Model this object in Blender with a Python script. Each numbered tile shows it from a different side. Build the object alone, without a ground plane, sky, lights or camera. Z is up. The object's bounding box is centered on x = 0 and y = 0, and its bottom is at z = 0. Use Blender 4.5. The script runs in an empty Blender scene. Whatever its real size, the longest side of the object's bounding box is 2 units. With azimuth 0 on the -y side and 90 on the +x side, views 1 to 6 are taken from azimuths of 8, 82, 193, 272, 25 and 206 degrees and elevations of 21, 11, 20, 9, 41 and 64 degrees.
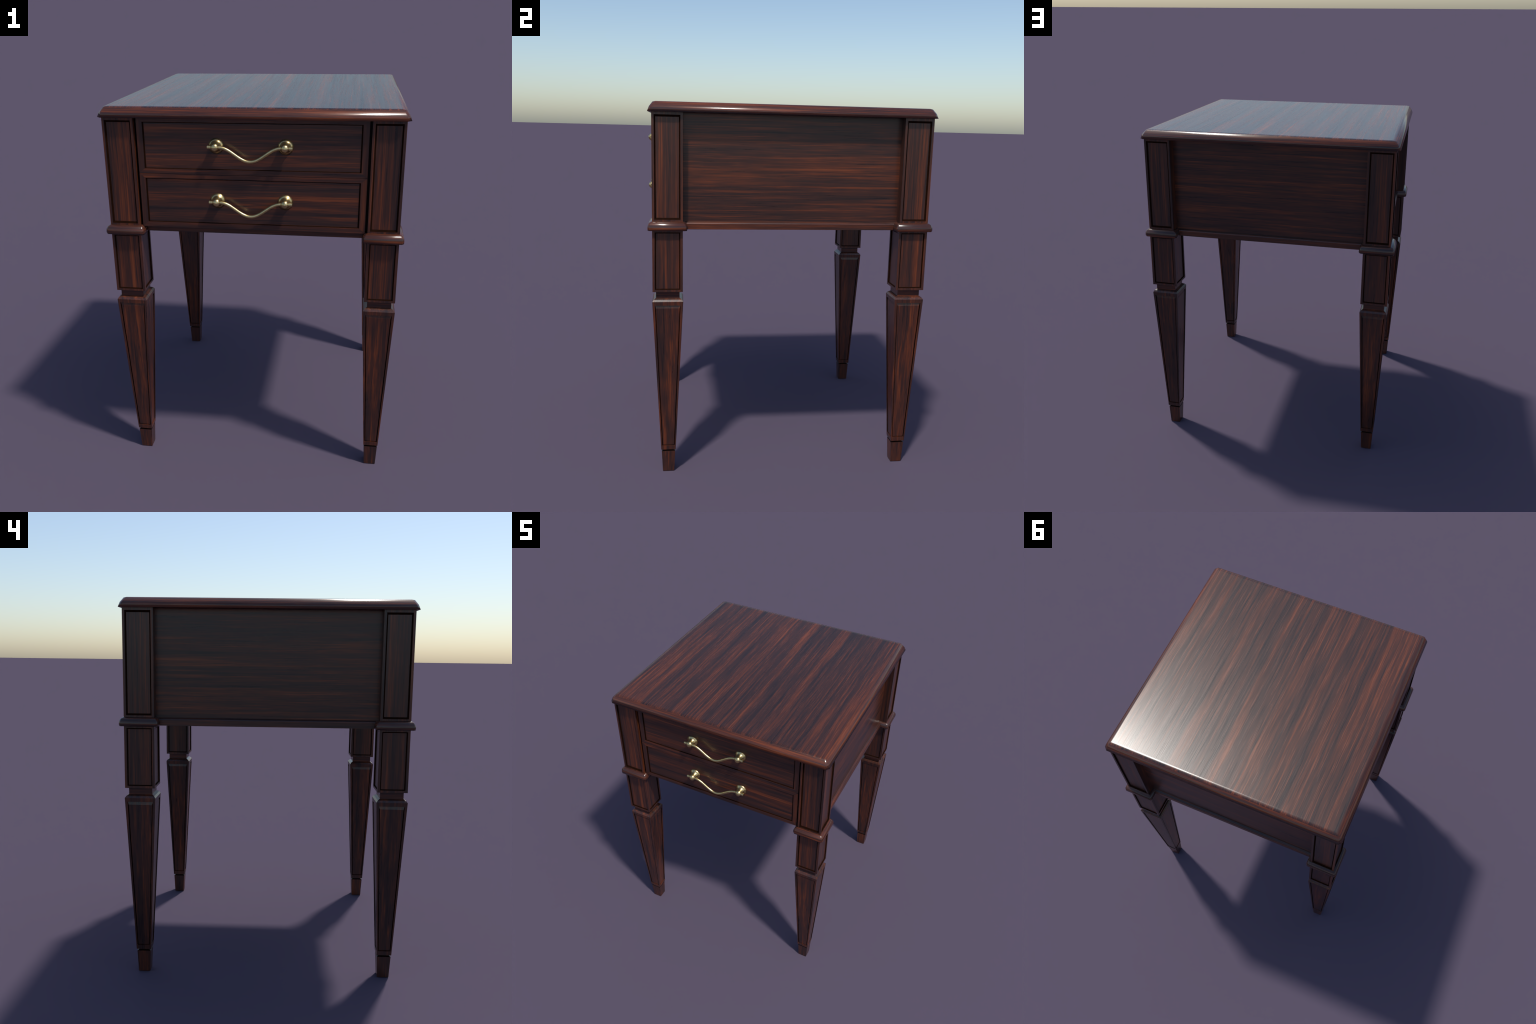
"""Two-drawer rosewood bedside table with square tapering legs and brass drop handles."""
import bpy, bmesh, math
from mathutils import Vector, Matrix

CY = 0.0075                      # the carcass sits slightly back: the handles stick out in front
AX = 0.652                       # leg axes, +-x and +-y about the carcass centre

# ------------------------------------------------------------------ materials
def sock(node, *names):
    for n in names:
        if n in node.inputs:
            return node.inputs[n]

class Nodes:
    def __init__(self, mat):
        mat.use_nodes = True
        self.t = mat.node_tree
        self.t.nodes.clear()
    def new(self, kind, **props):
        n = self.t.nodes.new(kind)
        for k, v in props.items():
            setattr(n, k, v)
        return n
    def link(self, a, b):
        self.t.links.new(a, b)
    def math(self, op, a, b=None, c=None, clamp=False):
        n = self.new('ShaderNodeMath', operation=op, use_clamp=clamp)
        for i, v in enumerate((a, b, c)):
            if v is None:
                continue
            if isinstance(v, (int, float)):
                n.inputs[i].default_value = v
            else:
                self.link(v, n.inputs[i])
        return n.outputs[0]
    def noise(self, vec, scale, detail, rough=0.5, distortion=0.0):
        n = self.new('ShaderNodeTexNoise')
        self.link(vec, n.inputs['Vector'])
        n.inputs['Scale'].default_value = scale
        n.inputs['Detail'].default_value = detail
        n.inputs['Roughness'].default_value = rough
        n.inputs['Distortion'].default_value = distortion
        return n.outputs[0]
    def xyz(self, x, y, z):
        n = self.new('ShaderNodeCombineXYZ')
        for i, v in enumerate((x, y, z)):
            if isinstance(v, (int, float)):
                n.inputs[i].default_value = v
            else:
                self.link(v, n.inputs[i])
        return n.outputs[0]
    def ramp(self, fac, stops):
        n = self.new('ShaderNodeValToRGB')
        self.link(fac, n.inputs[0])
        e = n.color_ramp.elements
        while len(e) < len(stops):
            e.new(0.5)
        for el, (p, c) in zip(e, stops):
            el.position = p
            el.color = (*c, 1.0)
        return n.outputs[0]

WOOD_STOPS = [(0.27, (0.0145, 0.0088, 0.0090)),
              (0.42, (0.0340, 0.0148, 0.0118)),
              (0.53, (0.0610, 0.0195, 0.0118)),
              (0.63, (0.1100, 0.0280, 0.0112)),
              (0.76, (0.1750, 0.0440, 0.0145))]

def wood(name, axis, seed, dim=1.0, rough=0.30):
    """Striped rosewood. axis = grain direction: 'x', 'y', 'z', 'band' for a moulding
    running round a square, or 'top' for the table top, whose
    grain runs front to back on the flat and along each edge moulding, mitred at the corners."""
    mat = bpy.data.materials.new(name)
    N = Nodes(mat)
    out = N.new('ShaderNodeOutputMaterial')
    bsdf = N.new('ShaderNodeBsdfPrincipled')
    N.link(bsdf.outputs[0], out.inputs[0])
    tc = N.new('ShaderNodeTexCoord')
    sep = N.new('ShaderNodeSeparateXYZ')
    N.link(tc.outputs['Object'], sep.inputs[0])
    x, y, z = sep.outputs
    if axis == 'x':
        a, l, b = y, x, z
    elif axis == 'y':
        a, l, b = x, y, z
    elif axis == 'z':
        a, l, b = x, z, y
    else:
        flat = N.math('GREATER_THAN', z, 1.9958 if axis == 'top' else 10.0)
        side = N.math('GREATER_THAN', N.math('ABSOLUTE', x), N.math('ABSOLUTE', y))
        pick = N.math('MAXIMUM', flat, side)
        inv = N.math('SUBTRACT', 1.0, pick)
        l = N.math('ADD', N.math('MULTIPLY', y, pick), N.math('MULTIPLY', x, inv))
        a = N.math('ADD', N.math('MULTIPLY', x, pick), N.math('MULTIPLY', y, inv))
        b = z
    info = N.new('ShaderNodeObjectInfo')
    rnd = N.math('MULTIPLY', info.outputs['Random'], 23.0)
    a = N.math('ADD', N.math('ADD', a, seed * 1.731), rnd)
    b = N.math('ADD', N.math('ADD', b, seed * 0.517), rnd)
    # slow wander of the grain
    w = N.noise(N.xyz(N.math('MULTIPLY', a, 2.0), N.math('MULTIPLY', l, 1.6), N.math('MULTIPLY', b, 2.0)), 1.6, 2.0)
    a = N.math('ADD', a, N.math('MULTIPLY', N.math('SUBTRACT', w, 0.5), 0.012))
    wide = N.noise(N.xyz(a, N.math('MULTIPLY', l, 0.022), b), 17.0, 2.0, 0.5)
    mid = N.noise(N.xyz(a, N.math('MULTIPLY', l, 0.024), b), 66.0, 3.0, 0.6)
    fine = N.noise(N.xyz(a, N.math('MULTIPLY', l, 0.020), b), 200.0, 4.0, 0.65)
    fleck = N.noise(N.xyz(a, N.math('MULTIPLY', l, 0.06), b), 150.0, 2.0, 0.5)
    t = N.math('ADD', N.math('MULTIPLY', wide, 0.26), N.math('MULTIPLY', mid, 0.30))
    t = N.math('ADD', t, N.math('MULTIPLY', fine, 0.32))
    t = N.math('ADD', t, N.math('MULTIPLY', fleck, 0.12))
    # thin bright and thin dark streaks running far along the grain
    thin = N.noise(N.xyz(a, N.math('MULTIPLY', l, 0.012), b), 78.0, 2.0, 0.45)
    def step(v, lo, hi):
        m = N.new('ShaderNodeMapRange', interpolation_type='SMOOTHSTEP')
        N.link(v, m.inputs['Value'])
        m.inputs['From Min'].default_value, m.inputs['From Max'].default_value = lo, hi
        return m.outputs[0]
    t = N.math('ADD', t, N.math('MULTIPLY', step(thin, 0.57, 0.70), 0.085))
    t = N.math('SUBTRACT', t, N.math('MULTIPLY', step(thin, 0.42, 0.30), 0.075))
    # spread the contrast about the mean
    t = N.math('ADD', N.math('MULTIPLY', N.math('SUBTRACT', t, 0.5), 1.60), 0.500)
    col = N.ramp(t, [(p, tuple(k * dim for k in c)) for p, c in WOOD_STOPS])
    N.link(col, bsdf.inputs['Base Color'])
    r = N.math('ADD', rough, N.math('MULTIPLY', N.math('SUBTRACT', N.math('ADD', fine, mid), 1.0), 0.10))
    if axis == 'top':                              # the moulded edge is polished more than the flat
        r = N.math('ADD', r, N.math('MULTIPLY', flat, 0.085))
        N.link(N.math('ADD', 0.5, N.math('MULTIPLY', flat, 0.06)), sock(bsdf, 'Specular IOR Level', 'Specular'))
    N.link(r, bsdf.inputs['Roughness'])
    bump = N.new('ShaderNodeBump')
    bump.inputs['Strength'].default_value = 0.09
    bump.inputs['Distance'].default_value = 0.002
    N.link(fine, bump.inputs['Height'])
    N.link(bump.outputs[0], bsdf.inputs['Normal'])
    return mat

def plain(name, colour, rough, metallic=0.0, spec=0.5):
    mat = bpy.data.materials.new(name)
    N = Nodes(mat)
    out = N.new('ShaderNodeOutputMaterial')
    bsdf = N.new('ShaderNodeBsdfPrincipled')
    N.link(bsdf.outputs[0], out.inputs[0])
    tc = N.new('ShaderNodeTexCoord')
    n = N.noise(tc.outputs['Object'], 45.0, 3.0)
    dark = tuple(c * 0.86 for c in colour)
    light = tuple(min(1.0, c * 1.12) for c in colour)
    N.link(N.ramp(n, [(0.35, dark), (0.65, light)]), bsdf.inputs['Base Color'])
    N.link(N.math('ADD', rough - 0.03, N.math('MULTIPLY', n, 0.06)), bsdf.inputs['Roughness'])
    bsdf.inputs['Metallic'].default_value = metallic
    sock(bsdf, 'Specular IOR Level', 'Specular').default_value = spec
    return mat

M_TOP = wood('rosewood_tabletop', 'top', 1.0, 1.0, 0.175)
M_BAND = wood('rosewood_collar', 'band', 5.0, 1.0, 0.22)
M_X = wood('rosewood_grain_across', 'x', 2.0)
M_Y = wood('rosewood_grain_front_to_back', 'y', 3.0)
M_Z = wood('rosewood_grain_upright', 'z', 4.0)
M_DRAWER = wood('rosewood_drawer', 'x', 6.0, 0.95, 0.35)
M_STILE = wood('rosewood_drawer_stile', 'z', 7.0, 0.95)
M_GROOVE = plain('groove_baked_occlusion', (0.0120, 0.0036, 0.0012), 0.8, 0.0, 0.04)  # rosewood taken near black: crevice occlusion baked into the base colour
M_SHADE = plain('lining_painted_gap_shadow', (0.012, 0.006, 0.005), 0.5, 0.0, 0.2)  # lining coloured almost black so the gaps round the drawers read as shadow
M_LEDGE = plain('ledge_darkened_for_shade', (0.010, 0.0035, 0.002), 0.4, 0.0, 0.18)  # foot-top tint lowered to paint the shade beneath the tapered shaft
M_BRASS = plain('aged_brass', (0.63, 0.48, 0.225), 0.30, 1.0)

# ------------------------------------------------------------------ mesh helpers
class Build:
    def __init__(self):
        self.bm = bmesh.new()
    def quad(self, pts, mat=0, smooth=False):
        f = self.bm.faces.new([self.bm.verts.new(p) for p in pts])
        f.material_index = mat
        f.smooth = smooth
        return f
    def box(self, lo, hi, mat=0):
        (x0, y0, z0), (x1, y1, z1) = lo, hi
        P = lambda i, j, k: ((x0, x1)[i], (y0, y1)[j], (z0, z1)[k])
        for q in ([(0,0,0),(0,1,0),(1,1,0),(1,0,0)], [(0,0,1),(1,0,1),(1,1,1),(0,1,1)],
                  [(0,0,0),(1,0,0),(1,0,1),(0,0,1)], [(1,1,0),(0,1,0),(0,1,1),(1,1,1)],
                  [(1,0,0),(1,1,0),(1,1,1),(1,0,1)], [(0,1,0),(0,0,0),(0,0,1),(0,1,1)]):
            self.quad([P(*c) for c in q], mat)
    def rings(self, rings, mat=0, smooth=False, cap_lo=False, cap_hi=False):
        """Skin a stack of equally long closed rings, given from bottom to top, counter-clockwise."""
        vs = [[self.bm.verts.new(p) for p in r] for r in rings]
        n = len(vs[0])
        for r0, r1 in zip(vs, vs[1:]):
            for i in range(n):
                j = (i + 1) % n
                f = self.bm.faces.new((r0[i], r0[j], r1[j], r1[i]))
                f.material_index, f.smooth = mat, smooth
        if cap_lo:
            f = self.bm.faces.new(list(reversed(vs[0]))); f.material_index, f.smooth = mat, smooth
        if cap_hi:
            f = self.bm.faces.new(vs[-1]); f.material_index, f.smooth = mat, smooth
        return vs
    def lathe(self, origin, axis_u, axis_v, axis_w, profile, seg, mat=0):
        """Turn (distance along w, radius) points about an axis."""
        o, u, v, w = Vector(origin), Vector(axis_u), Vector(axis_v), Vector(axis_w)
        rs = []
        for d, r in profile:
            rs.append([o + w * d + (u * math.cos(2*math.pi*i/seg) + v * math.sin(2*math.pi*i/seg)) * max(r, 1e-4)
                       for i in range(seg)])
        self.rings(rs, mat, True, True, True)
    def framed(self, corners, l, r, b, t, wl, wr, wb, wt, depth, mats=(0, 1, 2), wall_mats=None, lip=0.0, frame_mats=None, lip_mats=None):
        """A flat face (corners: bottom-left, bottom-right, top-right, top-left seen from outside) holding a
        sunk field. l r b t: frame widths (pairs = bottom,top for l and r); w*: width of the sloping walls."""
        A, B, C, D = [Vector(c) for c in corners]
        nrm = (B - A).cross(D - A).normalized()
        up = ((D + C) - (A + B)).normalized()
        H = ((D + C) - (A + B)).length / 2
        def at(side, s, off):                      # point on left/right edge at height s, moved inwards
            p, q = ((A, D), (B, C))[side]
            o0, o1 = off if isinstance(off, tuple) else (off, off)
            L, R = A.lerp(D, s), B.lerp(C, s)
            d = (R - L).normalized() * (o0 + (o1 - o0) * s)
            return (L + d) if side == 0 else (R - d)
        add = lambda o, k: tuple(i + k for i in o) if isinstance(o, tuple) else o + k
        def ring(dl, dr, db, dt, sink):
            s0, s1 = (b + db) / H, 1 - (t + dt) / H
            return [at(0, s0, add(l, dl)) - nrm*sink, at(1, s0, add(r, dr)) - nrm*sink,
                    at(1, s1, add(r, dr)) - nrm*sink, at(0, s1, add(l, dl)) - nrm*sink]
        outer = [A, B, C, D]
        opening = ring(0, 0, 0, 0, 0)
        if lip:                                     # a square step down before the slope
            step = ring(0, 0, 0, 0, lip)
            for i in range(4):
                j = (i + 1) % 4
                self.quad([opening[i], opening[j], step[j], step[i]], mats[1] if lip_mats is None else lip_mats[i])
        else:
            step = opening
        field = ring(wl, wr, wb, wt, depth)
        wm = wall_mats or (mats[1],) * 4            # bottom, right, top, left
        fm = frame_mats or (mats[0],) * 4
        for i in range(4):
            j = (i + 1) % 4
            self.quad([outer[i], outer[j], opening[j], opening[i]], fm[i])
            self.quad([step[i], step[j], field[j], field[i]], wm[i])
        self.quad(field, mats[2])
    def mesh(self, name, mats, weld=True, sharp=None):
        if weld:
            bmesh.ops.remove_doubles(self.bm, verts=self.bm.verts, dist=1e-5)
        if sharp is not None:
            for e in self.bm.edges:
                if len(e.link_faces) == 2:
                    e.smooth = e.calc_face_angle(0) < math.radians(sharp)
        me = bpy.data.meshes.new(name)
        self.bm.to_mesh(me)
        self.bm.free()
        for m in mats:
            me.materials.append(m)
        return me

def add(name, me, parent, loc=(0, 0, 0), rot=0.0):
    ob = bpy.data.objects.new(name, me)
    bpy.context.scene.collection.objects.link(ob)
    ob.parent = parent
    ob.location = loc
    ob.rotation_euler = (0, 0, rot)
    return ob

def square(h, z, r=0.0, seg=1):
    """Counter-clockwise square of half side h at height z, corners rounded by radius r in seg steps."""
    pts = []
    for q, (sx, sy) in enumerate(((1, -1), (1, 1), (-1, 1), (-1, -1))):
        cx, cy = sx * (h - r), sy * (h - r)
        a0 = -math.pi/2 + q * math.pi/2
        for i in range(seg + 1):
            a = a0 + (math.pi/2) * i / seg
            pts.append((cx + max(r, 1e-4) * math.cos(a), cy + max(r, 1e-4) * math.sin(a), z))
    return pts

# ------------------------------------------------------------------ the thing
table = bpy.data.objects.new('bedside_table', None)
bpy.context.scene.collection.objects.link(table)
table['label'] = 'dark striped rosewood bedside table with two drawers and brass handles'
table['category'] = 'bedside table'

# --- table top: flat board with a rounded moulding, corners faceted
B = Build()
prof = [(0.700, 1.9495, 0.010), (0.7500, 1.9495, 0.0200), (0.7405, 1.9740, 0.0170),
        (0.7235, 1.9966, 0.0125), (0.7085, 2.0000, 0.0010), (0.7000, 2.0000, 0.0006)]
B.rings([square(h, z, r) for h, z, r in prof], 0, True, True, True)
add('tabletop', B.mesh('tabletop', [M_TOP], weld=False, sharp=50), table, (0, CY, 0))

# --- leg: post, neck, tapered shaft, foot; sunk fields on the faces
H0, HN, HT = 0.0780, 0.0610, 0.0802
FRONT = lambda h0, z0, h1, z1: [(-h0, -h0, z0), (h0, -h0, z0), (h1, -h1, z1), (-h1, -h1, z1)]
def turned(pts, q):
    m = Matrix.Rotation(q * math.pi/2, 3, 'Z')
    return [m @ Vector(p) for p in pts]

B = Build()
for q in range(4):
    post = turned(FRONT(H0, 1.3800, H0, 1.9495), q)
    if q in (0, 3):                                # the two outward faces carry a sunk panel
        B.framed(post, 0.0125, 0.0125, 1.4095-1.3800, 0.0145, 0.0075, 0.0075, 0.0095, 0.0105, 0.0080, (0, 1, 0), lip=0.002)
    else:
        B.quad(post, 0)
    block = turned(FRONT(H0, 1.0310, H0, 1.3800), q)
    B.framed(block, 0.0130, 0.0130, 0.0115, 1.3800-1.3445, 0.0060, 0.0060, 0.0055, 0.0060, 0.0060, (0, 1, 0), lip=0.002)
    B.quad(turned([(-HN, -HN, 1.0310), (HN, -HN, 1.0310), (H0, -H0, 1.0310), (-H0, -H0, 1.0310)], q), 0)
    B.quad(turned(FRONT(HN, 0.9960, HN, 1.0310), q), 2)
    B.quad(turned(FRONT(0.0730, 0.9885, HN, 0.9960), q), 0)
    B.quad(turned(FRONT(HT, 0.9785, 0.0730, 0.9885), q), 0)
    shaft = turned(FRONT(0.0392, 0.1300, HT, 0.9785), q)
    B.framed(shaft, (0.0062, 0.0132), (0.0062, 0.0132), 0.0230, 0.0200, 0.0045, 0.0045, 0.0060, 0.0165, 0.0030,
             (0, 1, 0), wall_mats=(0, 1, 0, 1), lip=0.0065, lip_mats=(0, 1, 0, 1))
    B.quad(turned([(-0.028, -0.028, 0.1300), (0.028, -0.028, 0.1300), (0.0392, -0.0392, 0.1300), (-0.0392, -0.0392, 0.1300)], q), 1)
B.quad(list(reversed([(-H0, -H0, 1.9495), (-H0, H0, 1.9495), (H0, H0, 1.9495), (H0, -H0, 1.9495)])), 0)
leg_mesh = B.mesh('leg', [M_Z, M_GROOVE, M_BAND])

B = Build()
B.rings([square(0.0310, 0.0, 0.0015, 1), square(0.0368, 0.1190, 0.0015, 1)], 0, False, True, False)
B.rings([square(0.0368, 0.1190, 0.0015, 1), square(0.0280, 0.1235, 0.001, 1), square(0.0275, 0.1300, 0.001, 1)], 1, False, False, True)
foot_mesh = B.mesh('foot', [M_Z, M_LEDGE])

B = Build()
K = H0
B.rings([square(K - 0.010, 1.3545, 0.003), square(K + 0.0210, 1.3545, 0.0100), square(K + 0.0230, 1.3640, 0.010),
         square(K + 0.0215, 1.3790, 0.010), square(K + 0.0160, 1.3920, 0.009), square(K + 0.0060, 1.3995, 0.008), square(K - 0.010, 1.4015, 0.002)],
        0, True, True, True)
collar_mesh = B.mesh('collar', [M_BAND], weld=False, sharp=48)

for sx, sy, q in ((-1, -1, 0), (1, -1, 1), (1, 1, 2), (-1, 1, 3)):
    leg = add('leg', leg_mesh, table, (sx * AX, CY + sy * AX, 0), q * math.pi/2)
    add('foot', foot_mesh, leg)
    add('collar', collar_mesh, leg)

# --- carcass: side and back boards with a moulding along the foot
PX, PE = 0.6750, 0.5755                          # face of the boards; inner faces of the legs
def board(name, mat, mat_mould, q):
    B = Build()
    e = PE + 0.004
    B.box((-e, -PX, 1.3960), (e, -PX + 0.02, 1.9490), 0)
    prof = [(-PX + 0.018, 1.3550), (-0.6905, 1.3550), (-0.6908, 1.3845), (-0.6880, 1.3895), (-0.6750, 1.3965), (-PX + 0.018, 1.3965)]
    n = len(prof)
    for i in range(n):
        (y0, z0), (y1, z1) = prof[i], prof[(i + 1) % n]
        B.quad([(-e, y1, z1), (-e, y0, z0), (e, y0, z0), (e, y1, z1)][::-1], 1, False)
    B.bm.faces.new([B.bm.verts.new((-e, y, z)) for y, z in prof])
    B.bm.faces.new([B.bm.verts.new((e, y, z)) for y, z in reversed(prof)])
    me = B.mesh(name, [mat, mat_mould], sharp=25)
    bpyob = add(name, me, table, (0, CY, 0), 0)
    me.transform(Matrix.Rotation(q * math.pi/2, 4, 'Z'))
    return bpyob
board('side_panel', M_Y, M_Y, 1)
board('back_panel', M_X, M_X, 2)
board('side_panel', M_Y, M_Y, 3)

B = Build()
B.box((-PX + 0.019, -PX, 1.3556), (PX - 0.019, PX - 0.019, 1.3960), 0)
add('bottom_board', B.mesh('bottom_board', [M_X]), table, (0, CY, 0))
B = Build()
B.box((-PE - 0.004, -PX + 0.001, 1.3965), (PE + 0.004, -PX + 0.016, 1.9480), 0)
add('front_lining', B.mesh('front_lining', [M_SHADE]), table, (0, CY, 0))

# --- drawers
DY, DX = -0.7100, 0.5615                          # face and half width of the drawer fronts
def drawer(z0, z1, f0, f1, zh):
    B = Build()
    face = [(-DX, DY, z0), (DX, DY, z0), (DX, DY, z1), (-DX, DY, z1)]
    B.framed(face, DX - 0.5320, DX - 0.5320, f0 - z0, z1 - f1, 0.0070, 0.0070, 0.0035, 0.0045, 0.0050, (0, 1, 2), lip=0.0010, frame_mats=(0, 3, 0, 3))
    yb = -PX + CY - 0.0005
    for a, b in (((-DX, z0), (DX, z0)), ((DX, z0), (DX, z1)), ((DX, z1), (-DX, z1)), ((-DX, z1), (-DX, z0))):
        B.quad([(b[0], DY, b[1]), (a[0], DY, a[1]), (a[0], yb, a[1]), (b[0], yb, b[1])], 0)
    B.quad([(DX, yb, z0), (-DX, yb, z0), (-DX, yb, z1), (DX, yb, z1)], 0)
    d = add('drawer', B.mesh('drawer', [M_RAIL, M_GROOVE, M_DRAWER, M_STILE]), table)
    # brass: two turned mounts and a drooping bar threaded through them
    yk = DY + 0.0048
    U, V, W = (1, 0, 0), (0, 0, 1), (0, -1, 0)
    for sx in (-1, 1):
        B = Build()
        prof = [(-0.002, 0.0370), (0.0012, 0.0388), (0.0060, 0.0306), (0.0130, 0.0240), (0.0350, 0.0211)]
        for i in range(1, 5):
            a = math.pi/2 * i / 4
            prof.append((0.0350 + 0.0202 * math.sin(a), 0.0211 * math.cos(a)))
        B.lathe((sx * 0.1690, yk, zh), U, (0, 0, 1), W, prof, 32)
        add('handle_mount', B.mesh('handle_mount', [M_BRASS], weld=False, sharp=45), d)
    B = Build()
    n, seg, xe, drop = 72, 10, 0.2055, 0.0680
    rs = []
    path = []
    for i in range(n + 1):
        x = -xe + 2 * xe * i / n
        u = min(1.0, abs(x) / 0.150)
        path.append(Vector((x, -0.7400, zh - drop * (1 + math.cos(math.pi * u)) / 2)))
    for i, p in enumerate(path):
        tdir = (path[min(n, i + 1)] - path[max(0, i - 1)]).normalized()
        side = Vector((0, 1, 0))
        upv = side.cross(tdir).normalized()
        rad = 0.0087 if abs(p.x) < 0.165 else 0.0098
        rs.append([p + (side * math.cos(2*math.pi*k/seg) - upv * math.sin(2*math.pi*k/seg)) * rad for k in range(seg)])
    B.rings(rs, 0, True, True, True)
    bmesh.ops.recalc_face_normals(B.bm, faces=B.bm.faces)
    add('handle_bar', B.mesh('handle_bar', [M_BRASS], weld=False, sharp=50), d)

M_RAIL = wood('rosewood_drawer_frame', 'x', 8.0, 1.0)
drawer(1.6722, 1.9480, 1.6970, 1.9270, 1.8145)
drawer(1.3940, 1.6708, 1.4200, 1.6485, 1.5395)
